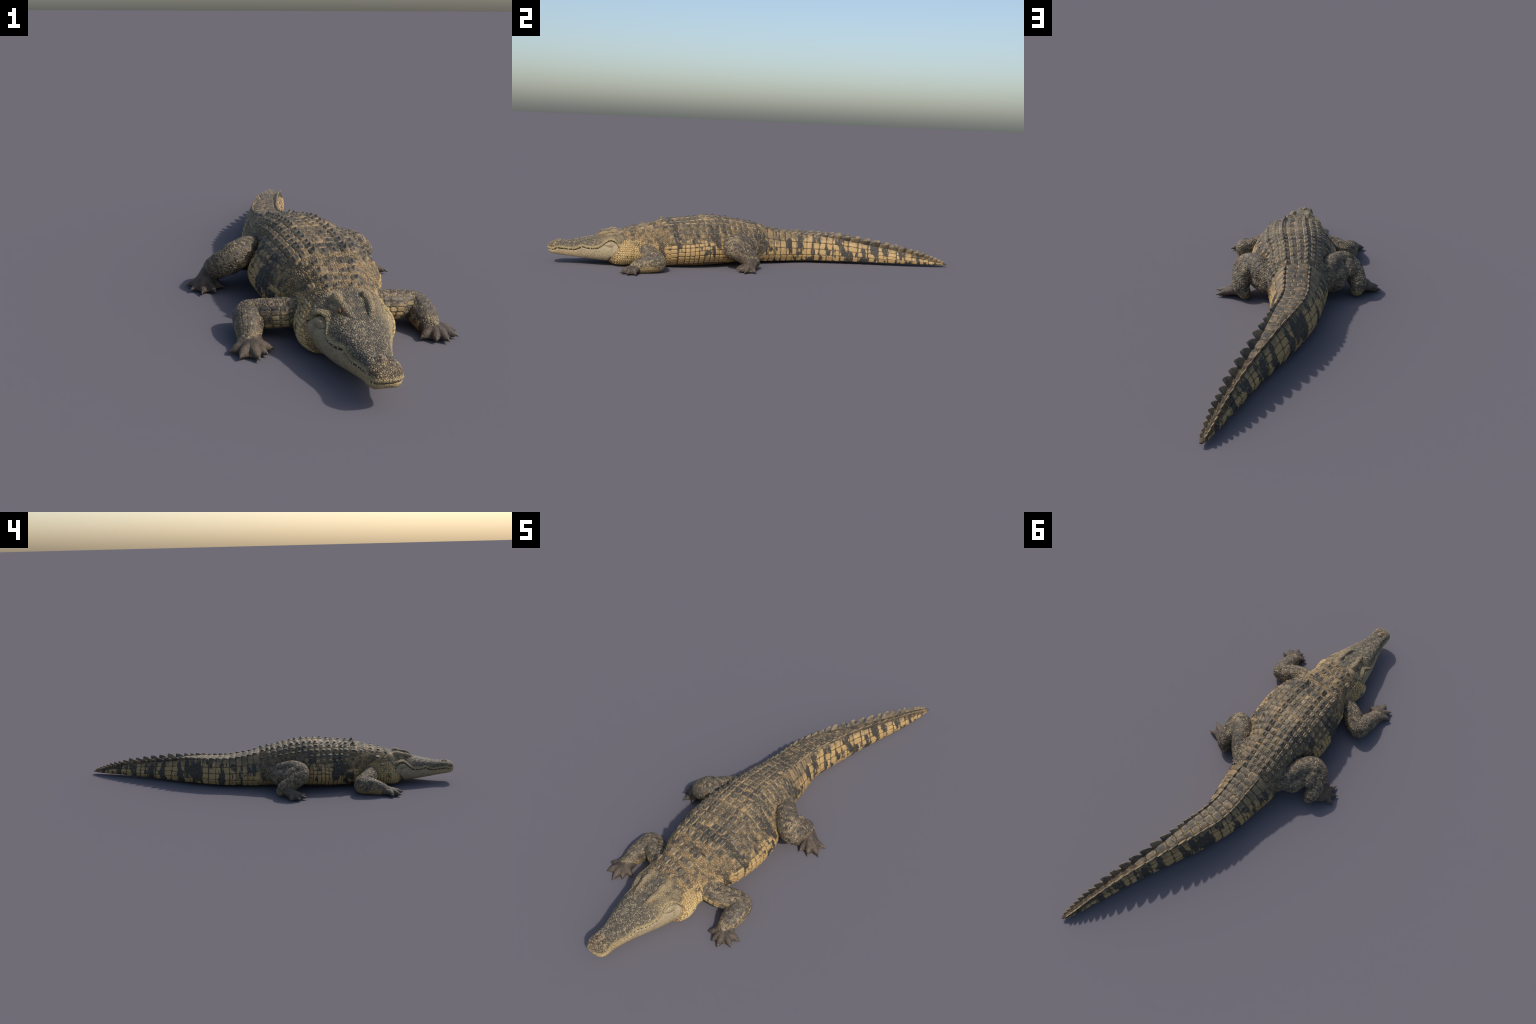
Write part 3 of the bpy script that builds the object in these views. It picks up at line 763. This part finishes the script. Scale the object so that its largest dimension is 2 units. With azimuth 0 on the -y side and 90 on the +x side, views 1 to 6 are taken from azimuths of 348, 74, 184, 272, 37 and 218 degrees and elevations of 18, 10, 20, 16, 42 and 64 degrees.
# back scutes: transverse rows of keeled plates
ROWS = [-0.476, -0.441, -0.407, -0.374, -0.341, -0.308, -0.275, -0.242, -0.209, -0.176, -0.144, -0.112, -0.081, -0.050, -0.019, 0.011, 0.041, 0.070, 0.099]
COLS = [0.0, 0.034, 0.066, 0.098, 0.129, 0.158]
for i in range(len(ROWS) - 1):
    y0, y1 = ROWS[i], ROWS[i + 1]; ym = 0.5 * (y0 + y1)
    k = float(pchip([-0.48, -0.42, -0.26, -0.12, 0.0, 0.1], [0.86, 0.95, 1.02, 0.92, 0.78, 0.72], ym))
    ncol = 4 if ym < -0.45 else 5 if ym < -0.14 else 4 if ym < -0.05 else 3
    for s in (1, -1):
        for j in range(ncol):
            if ym > 0.035 or (ym > 0.0 and j > 1):
                continue
            a0, a1 = COLS[j] * k, COLS[j + 1] * k
            jit = random.uniform(-0.0035, 0.0035)
            big = (0.0065, 0.0130, 0.0085, 0.0110, 0.0075)[j]
            if i == 0:
                big *= 1.35 if j == 1 else 1.05
            par = tail if ym > 0.055 else torso
            patch(y0 + jit, y1 + jit, s * a0, s * a1, "back_scute", SCUTES, big * random.choice((0.75, 0.9, 1.0, 1.1, 1.25)), par, random.uniform(0.88, 1.0))
# rounder knobs below them
for s in (1, -1):
    for i in range(1, 11):
        y0, y1 = ROWS[i], ROWS[i + 1]; ym = 0.5 * (y0 + y1)
        k = float(pchip([-0.48, -0.42, -0.26, -0.12], [0.86, 0.95, 1.02, 0.92], ym))
        a = min(0.178 * k, arc_to_height(ym, 0.150)) + random.uniform(-0.003, 0.003)
        r = random.uniform(0.009, 0.0135)
        patch(ym - r, ym + r, s * (a - r), s * (a + r), "knob_scale", ROUND, 0.007, torso)
        a = arc_to_height(ym, 0.128)
        for q in range(2):
            yy = y0 + (q + 0.5) * (y1 - y0) / 2; r = random.uniform(0.0065, 0.0085)
            patch(yy - r, yy + r, s * (a - r), s * (a + r), "knob_scale", ROUND, 0.004, torso)

# oval scales over the hips and the root of the tail
for s in (1, -1):
    for y in (-0.075, -0.046, -0.018, 0.010, 0.030):
        top = 0.085 if y < -0.03 else 0.074
        for q in range(2 if y < 0.0 else 3):
            r = random.uniform(0.0085, 0.0125); a = top + 0.026 * (q + 0.5) + random.uniform(-0.003, 0.003); yy = y + random.uniform(-0.005, 0.005)
            patch(yy - r, yy + r, s * (a - r), s * (a + r), "hip_scale", SCUTES, 0.0075, torso)
# flank scales: upright rectangular plates in rows down to the belly
for s in (1, -1):
    y = -0.475
    while y < -0.135:
        dy = random.uniform(0.020, 0.026)
        ym = y + dy / 2
        top = arc_to_height(ym, float(pchip([-0.48, -0.42, -0.33, -0.22, -0.13], [0.100, 0.108, 0.118, 0.120, 0.112], ym)))
        rows = [0.0, 0.017, 0.037, 0.059, 0.079, 0.096, 0.110]
        for j in range(6):
            o = random.uniform(-0.0012, 0.0012)
            patch(y, y + dy, s * (top + rows[j] + o), s * (top + rows[j + 1] + o), "flank_scale", PLATES, 0.0032, torso, 0.955)
        y += dy

# tail: rings, each with a pair of crest scales and rows of side plates
RINGS = [0.040, 0.070, 0.100, 0.132, 0.164, 0.197, 0.230, 0.262, 0.295, 0.327, 0.360, 0.396, 0.428, 0.462, 0.506, 0.553, 0.602, 0.651, 0.697, 0.741, 0.783, 0.818, 0.848, 0.875, 0.900, 0.922, 0.943, 0.962, 0.978]
def crest_fn():
    """one leaf-shaped crest scale: lens-thick blade leaning to the rear, unit base and height"""
    me = bmesh.new(); rings = []
    prof = [(-1.0, -0.25, 1.0), (-0.92, 0.05, 0.95), (-0.62, 0.40, 0.8), (-0.22, 0.68, 0.6), (0.22, 0.88, 0.40), (0.62, 0.98, 0.22), (0.92, 1.0, 0.08)]
    rear = [(1.0, -0.25, 1.0), (1.0, 0.05, 0.95), (1.02, 0.30, 0.8), (1.04, 0.52, 0.6), (1.05, 0.72, 0.4), (1.04, 0.88, 0.22), (1.0, 0.99, 0.08)]
    for (f, zf, t), (r, zr, _) in zip(prof, rear):
        ring = []
        for k in range(16):
            a = TAU * k / 16
            c, s_ = math.cos(a), math.sin(a)
            y = 0.5 * (f + r) + 0.5 * (r - f) * c
            z = 0.5 * (zf + zr) + 0.5 * (zr - zf) * c
            ring.append(me.verts.new((s_ * t * (0.9 if s_ > 0 else 0.55), y, z)))
        rings.append(ring)
    for A, B in zip(rings[:-1], rings[1:]):
        for k in range(16):
            me.faces.new((A[k], A[(k + 1) % 16], B[(k + 1) % 16], B[k]))
    me.faces.new(rings[-1])
    bmesh.ops.recalc_face_normals(me, faces=me.faces)
    out = bpy.data.meshes.new("crest_scale"); me.to_mesh(out); me.free()
    for p in out.polygons:
        p.use_smooth = True
    return out
CREST = crest_fn()
def crest_material():
    g = Nodes("crest_horn"); p = g.position(); l = g.object_co(); lx, ly, lz = g.xyz(l)
    own = g.new("ShaderNodeObjectInfo").outputs["Random"]
    mid = g.noise(p, 60, 4); Y = g.xyz(p)[1]
    col = g.mix(g.step(g.math("ADD", mid, g.math("MULTIPLY", own, 0.3)), 0.45, 0.85), (0.055, 0.048, 0.038), (0.17, 0.125, 0.07))
    edge = g.math("MULTIPLY", g.step(lz, 0.5, 1.0), g.step(mid, 0.35, 0.6))
    col = g.mix(g.math("MULTIPLY", edge, 0.6), col, (0.36, 0.26, 0.13))
    col = g.mix(g.step(Y, 0.86, 0.95, 0.0, 0.6), col, (0.30, 0.20, 0.10))
    return g.finish(col, 0.5, g.bump(g.noise(p, 300, 3), 0.3, 0.002))
CREST.materials.append(crest_material())
for i in range(len(RINGS) - 1):
    y0, y1 = RINGS[i], RINGS[i + 1]; ym = 0.5 * (y0 + y1)
    c, w, zl, zh, tw, zt, bw, zb = [float(v) for v in body_params(ym)]
    lx, ly = (float(v) for v in spine_frame(ym))
    h = float(pchip([0.06, 0.2, 0.35, 0.46, 0.56, 0.70, 0.80, 0.90, 1.0], [0.011, 0.013, 0.015, 0.025, 0.032, 0.033, 0.028, 0.018, 0.008], ym))
    wide = float(pchip([0.06, 0.35, 0.5, 0.8, 1.0], [0.010, 0.010, 0.009, 0.007, 0.004], ym))
    latv = Vector((lx, ly, 0)); fw = Vector((-ly, lx, 0))
    # top plates between the crests
    if ym < 0.64:
        nsp = random.choice((2, 3, 3, 4)) if ym < 0.3 else 2 if ym < 0.48 else 1
        cut = [-1] + sorted(-1 + 2 * (q + random.uniform(-0.22, 0.22)) / nsp for q in range(1, nsp)) + [1]
        for q in range(nsp):
            patch(y0, y1, tw * 0.84 * cut[q], tw * 0.84 * cut[q + 1], "tail_top_scale", TOPS, random.uniform(0.003, 0.0055), tail, 0.95)
    for s in (1, -1):
        off_ = max(tw * 0.92, 0.004)
        lean = float(pchip([0.06, 0.3, 0.5, 1.0], [0.2, 0.3, 0.62, 0.62], ym))
        base = body_point(ym, s * off_)
        base = Vector((c, ym, 0)) + latv * s * off_ + Vector((0, 0, base.z - 0.004))
        zt1 = float(pchip(BY, BODY[:, 6], y1)); zt0 = float(pchip(BY, BODY[:, 6], y0))
        al = fw * (y1 - y0) * 0.60 / max(lx, 0.5) + Vector((0, 0, (zt1 - zt0) * 0.5))
        up = (Vector((0, 0, 1)) + latv * s * lean + fw * 0.12).normalized() * h * random.uniform(0.92, 1.1)
        ac = latv * s * wide - Vector((0, 0, 1)) * wide * lean
        ob = bpy.data.objects.new("crest_scale", CREST)
        M = Matrix((ac.to_4d(), al.to_4d(), up.to_4d(), base.to_4d())).transposed(); M[3][:] = (0, 0, 0, 1)
        ob.matrix_world = M; link(ob, tail)
        # side plates
        a_top = off_ * 1.05 + 0.002
        body_point(ym, 0); arc = _cache[round(ym, 5)][4]
        a_bot = arc_to_height(ym, 0.012)
        span = a_bot - a_top
        cuts = [0, 0.30, 0.54, 0.76, 1.0] if ym < 0.75 else [0, 0.4, 0.72, 1.0] if ym < 0.9 else [0, 0.5, 1.0]
        for q in range(len(cuts) - 1):
            patch(y0, y1, s * (a_top + span * cuts[q]), s * (a_top + span * cuts[q + 1]), "tail_scale", PLATES, 0.0024 if ym < 0.85 else 0.0016, tail, random.uniform(0.965, 0.985))

# neck shields
for y, a, r, h in [(-0.560, 0.040, 0.018, 0.0150), (-0.560, -0.042, 0.018, 0.0150), (-0.600, 0.040, 0.017, 0.0135), (-0.600, -0.036, 0.017, 0.0135),
                   (-0.562, 0.012, 0.013, 0.006), (-0.562, -0.014, 0.013, 0.006), (-0.600, 0.012, 0.012, 0.006), (-0.600, -0.012, 0.012, 0.006),
                   (-0.634, 0.046, 0.010, 0.010), (-0.634, -0.044, 0.010, 0.010), (-0.634, 0.020, 0.009, 0.007), (-0.632, -0.020, 0.009, 0.007),
                   (-0.600, 0.088, 0.015, 0.012), (-0.598, -0.086, 0.015, 0.012), (-0.618, 0.126, 0.011, 0.008), (-0.618, -0.124, 0.011, 0.008),
                   (-0.520, 0.045, 0.013, 0.009), (-0.518, -0.045, 0.013, 0.009), (-0.520, 0.015, 0.012, 0.006), (-0.520, -0.015, 0.012, 0.006), (-0.500, 0.085, 0.013, 0.010), (-0.500, -0.085, 0.013, 0.010)]:
    patch(y - r, y + r, a - r, a + r, "neck_scute", SCUTES, h, neck if y < -0.515 else torso, 1.0)

# small throat and neck scales: rows of little plates joined into one sheet
def gather(kind, pieces, parent, mat):
    """many tiny plates, too small to lift singly, as one mesh"""
    V, F, o = [], [], 0
    for me, M in pieces:
        for v in me.vertices:
            V.append(M @ v.co)
        F += [tuple(k + o for k in p.vertices) for p in me.polygons]; o += len(me.vertices)
    me = new_mesh(kind, V, F); me.materials.append(mat)
    me.polygons.foreach_set("use_smooth", np.ones(len(F), bool))
    ob = link(bpy.data.objects.new(kind, me), parent); ob["kind"] = "stuff"
    return ob

def frame(centre, along, across, normal, height):
    M = Matrix((across.to_4d(), along.to_4d(), (normal * height).to_4d(), centre.to_4d())).transposed()
    M[3][0] = M[3][1] = M[3][2] = 0.0; M[3][3] = 1.0
    return M

def patch_frame(y0, y1, a0, a1, height, fill):
    ym, am = 0.5 * (y0 + y1), 0.5 * (a0 + a1); c = body_point(ym, am)
    al = (body_point(y1, am) - body_point(y0, am)) * 0.5 * fill; ac = (body_point(ym, a1) - body_point(ym, a0)) * 0.5 * fill
    n = ac.cross(al).normalized()
    if n.dot(c - Vector((pchip(BY, BODY[:, 1], ym), ym, 0.08))) < 0:
        n, ac = -n, -ac
    return frame(c, al, ac, n, height)

SMALL = [grid_mesh("throat_scale", 6, plate_fn(70 + k, 4.5), SIDE_M) for k in range(4)]
def throat_material():
    g = Nodes("throat_horn"); p = g.object_co()
    mid = g.noise(p, 45, 4); X, Y, Z = g.xyz(p)
    col = g.mix(g.step(mid, 0.35, 0.65), (0.44, 0.30, 0.125), (0.53, 0.40, 0.19))
    col = g.mix(g.math("MULTIPLY", g.step(Z, 0.070, 0.115), g.step(mid, 0.3, 0.6, 0.4, 0.9)), col, (0.34, 0.235, 0.11))
    col = g.mix(g.step(g.noise(p, 24, 3), 0.62, 0.68, 0.0, 0.85), col, DARK)
    return g.finish(col, 0.55, g.bump(g.noise(p, 350, 3), 0.3, 0.002))
pieces = []
y = -0.694
while y < -0.560:
    dy = random.uniform(0.0095, 0.0115); top = arc_to_height(y + dy / 2, 0.122); end = arc_to_height(y + dy / 2, 0.010); n = 13
    for s in (1, -1):
        for j in range(n):
            a0 = top + (end - top) * j / n; a1 = top + (end - top) * (j + 1) / n; sh = 0.45 * dy * (j % 2) * 0.4
            edge_y = -0.669 - 0.66 * max(-0.02, 0.108 - body_point(y, s * a0).z) + 0.006
            if y + sh > edge_y:
                pieces.append((random.choice(SMALL), patch_frame(y + sh, y + dy + sh, s * a0, s * a1, 0.0022, 0.90)))
    y += dy
gather("throat_scale", pieces, neck, throat_material())

# limb scales: plates laid round a limb, by distance along it and angle about it
from mathutils.bvhtree import BVHTree
TREES = {}
def limb_frame(name, t0, t1, g0, g1, height, fill=0.92):
    if name not in TREES:
        me = PART[name].data
        TREES[name] = BVHTree.FromPolygons([v.co[:] for v in me.vertices], [p.vertices[:] for p in me.polygons])
    Q = CHAINS[name][0]; d = np.concatenate([[0], np.cumsum(np.linalg.norm(np.diff(Q[:, :3], axis=0), axis=1))]); d /= d[-1]
    def pt(t, ang):
        c = np.array([np.interp(t, d, Q[:, k]) for k in range(4)])
        e0 = np.array([np.interp(t - 0.03, d, Q[:, k]) for k in range(3)]); e1 = np.array([np.interp(t + 0.03, d, Q[:, k]) for k in range(3)])
        ax = e1 - e0; ax /= np.linalg.norm(ax)
        up = np.array([0, 0, 1.0]) - ax * ax[2]; up /= np.linalg.norm(up); sd = np.cross(ax, up)
        dr = Vector(math.cos(ang) * up + math.sin(ang) * sd); c = Vector(c[:3])
        hit = TREES[name].ray_cast(c + dr * 0.11, -dr, 0.11)[0]
        return hit, c
    tm, gm = 0.5 * (t0 + t1), 0.5 * (g0 + g1)
    c, axis = pt(tm, gm)
    ends = [pt(t1, gm)[0], pt(t0, gm)[0], pt(tm, g1)[0], pt(tm, g0)[0]]
    if c is None or any(e is None for e in ends):
        return None
    al = (ends[0] - ends[1]) * 0.5 * fill; ac = (ends[2] - ends[3]) * 0.5 * fill
    mean = 0.25 * (ends[0] + ends[1] + ends[2] + ends[3])
    if max(al.length, ac.length) > 0.02 or (mean - c).length > 0.004:
        return None
    n = ac.cross(al).normalized()
    if n.dot(c - axis) < 0:
        n, ac = -n, -ac
    return frame(c - n * 0.0008, al, ac, n, height)

def limb_scale_material(name, two_tone):
    g = Nodes(name); p = g.position(); X, Y, Z = g.xyz(p); l = g.object_co(); lx, ly, lz = g.xyz(l)
    own = g.new("ShaderNodeObjectInfo").outputs["Random"]; mid = g.noise(p, 60, 4); big = g.noise(p, 22, 3)
    dark = g.mix(g.step(mid, 0.35, 0.65), (0.066, 0.056, 0.044), (0.135, 0.107, 0.074))
    pale = g.mix(g.step(mid, 0.35, 0.65), (0.36, 0.245, 0.10), (0.46, 0.335, 0.155))
    r = g.math("MAXIMUM", g.math("ABSOLUTE", lx), g.math("ABSOLUTE", ly))
    lim = g.math("ADD", 0.072, g.math("MULTIPLY", g.math("SUBTRACT", big, 0.5), 0.05))
    lim = g.math("ADD", lim, g.step(Y, -0.40, -0.30, 0.0, 0.025))
    col = g.mix(g.step(g.math("SUBTRACT", Z, lim), 0.008, -0.010), dark, pale) if two_tone else dark
    col = g.mix(g.step(own, 0.75, 1.0, 0.0, 0.4), col, (0.055, 0.050, 0.043))
    col = g.mix(g.step(r, 0.88, 1.0, 0.0, 0.8), col, (0.10, 0.075, 0.045) if two_tone else (0.24, 0.18, 0.11))
    return g.finish(col, 0.58, g.bump(g.noise(p, 300, 3), 0.3, 0.002))
LIMB_M = limb_scale_material("limb_scale_horn", False); ARM_M = limb_scale_material("arm_scale_horn", True)
ARM_PLATES = [grid_mesh("arm_scale", 8, plate_fn(110 + k, 5.0), ARM_M) for k in range(6)]
LPLATES = [grid_mesh("limb_scale", 8, plate_fn(90 + k, 5.0), LIMB_M) for k in range(6)]
def limb_rows(name, ts, angs, height, meshes=None, fill=0.93):
    meshes = meshes or LPLATES; kind = meshes[0].name.split(".")[0]
    for i in range(len(ts) - 1):
        for j in range(len(angs) - 1):
            sh = random.uniform(-0.008, 0.008)
            M = limb_frame(name, ts[i] + sh * 0.3, ts[i + 1] + sh * 0.3, angs[j], angs[j + 1], height, fill); me = random.choice(meshes)
            if M is not None:
                ob = bpy.data.objects.new(kind, me); ob.matrix_world = M; link(ob, PART[name])
lin = lambda a, b, n: [a + (b - a) * k / n for k in range(n + 1)]
# front of the upper arm, back of the forearm, outer thigh
limb_rows("forelimb_left", lin(0.13, 0.46, 5), lin(0.70, 2.4, 5), 0.0026, ARM_PLATES)
limb_rows("forelimb_right", lin(0.13, 0.46, 5), lin(-0.70, -2.4, 5), 0.0026, ARM_PLATES)
limb_rows("forelimb_left", lin(0.62, 0.92, 10), lin(-1.0, 1.0, 3), 0.0018, None, 0.90)
limb_rows("forelimb_right", lin(0.66, 0.93, 7), lin(-0.9, 0.9, 5), 0.0018)
limb_rows("hindlimb_left", lin(0.16, 0.46, 5), lin(0.1, -1.5, 4), 0.0016)
limb_rows("hindlimb_right", lin(0.16, 0.46, 5), lin(-0.1, 1.5, 4), 0.0016)
limb_rows("hindlimb_left", lin(0.36, 0.62, 5), lin(0.6, 2.2, 4), 0.0020, ARM_PLATES)
limb_rows("hindlimb_right", lin(0.36, 0.62, 5), lin(-0.6, -2.2, 4), 0.0020, ARM_PLATES)

# ------------------------------------------------------------ claws, teeth, eyes
def horn_mesh(name, mat, bend=0.35):
    me = bmesh.new(); rings = []
    for i in range(7):
        t = i / 6; r = (1 - t) ** 0.75 * 0.98 + 0.02
        rings.append([me.verts.new((math.cos(TAU * k / 12) * r, t, math.sin(TAU * k / 12) * r + bend * math.sin(t * math.pi))) for k in range(12)])
    for A, B in zip(rings[:-1], rings[1:]):
        for k in range(12):
            me.faces.new((A[k], A[(k + 1) % 12], B[(k + 1) % 12], B[k]))
    me.faces.new(rings[-1]); me.faces.new(rings[0])
    bmesh.ops.recalc_face_normals(me, faces=me.faces)
    out = bpy.data.meshes.new(name); me.to_mesh(out); me.free(); out.materials.append(mat)
    for p in out.polygons:
        p.use_smooth = True
    return out
CLAW = horn_mesh("claw", CLAW_M)
for name, E_, T in CLAW_POSE:
    d = Vector(T) - Vector(E_); s = Vector((d.y, -d.x, 0)).normalized(); u = s.cross(d).normalized()
    if u.z < 0:
        u = -u; s = -s
    b = Vector(E_) - d * 0.25
    ob = bpy.data.objects.new("claw", CLAW)
    M = Matrix(((s * 0.0066).to_4d(), (d * 1.25).to_4d(), (u * 0.0070).to_4d(), b.to_4d())).transposed(); M[3][:] = (0, 0, 0, 1)
    ob.matrix_world = M; link(ob, PART[name])

TOOTH = horn_mesh("tooth", TOOTH_M, 0.1)
for s in (1, -1):
    for y, up, ln in [(-0.984, 1, 0.008), (-0.974, -1, 0.009), (-0.957, 1, 0.009), (-0.925, -1, 0.005), (-0.905, -1, 0.006), (-0.885, -1, 0.006), (-0.845, 1, 0.007), (-0.825, -1, 0.005), (-0.805, -1, 0.006), (-0.785, -1, 0.005)]:
        c, sec = head_section(y)
        z = float(np.interp(y, LIP_Y, LIP_Z))
        x = float(np.interp(-z, -sec[:, 1], sec[:, 0]))
        b = Vector((c + s * (x - 0.0022), y, z - up * 0.003)); d = Vector((s * 0.0015, 0, up * ln))
        ob = bpy.data.objects.new("tooth", TOOTH)
        M = Matrix(((Vector((0, 1, 0)) * 0.0024).to_4d(), d.to_4d(), (Vector((s, 0, 0)) * 0.0022).to_4d(), b.to_4d())).transposed(); M[3][:] = (0, 0, 0, 1)
        ob.matrix_world = M; link(ob, head)

bm = bmesh.new(); bmesh.ops.create_uvsphere(bm, u_segments=20, v_segments=12, radius=1.0)
eye_me = bpy.data.meshes.new("eye"); bm.to_mesh(eye_me); bm.free(); eye_me.materials.append(EYE_M)
for p in eye_me.polygons:
    p.use_smooth = True
for s, x in ((1, 0.0475), (-1, -0.0345)):
    ob = bpy.data.objects.new("eye", eye_me); ob.scale = (0.0055, 0.0085, 0.0050); ob.location = (x, -0.742, 0.1425); ob.rotation_euler = (0.45, 0, 0.2 * s)
    link(ob, head)
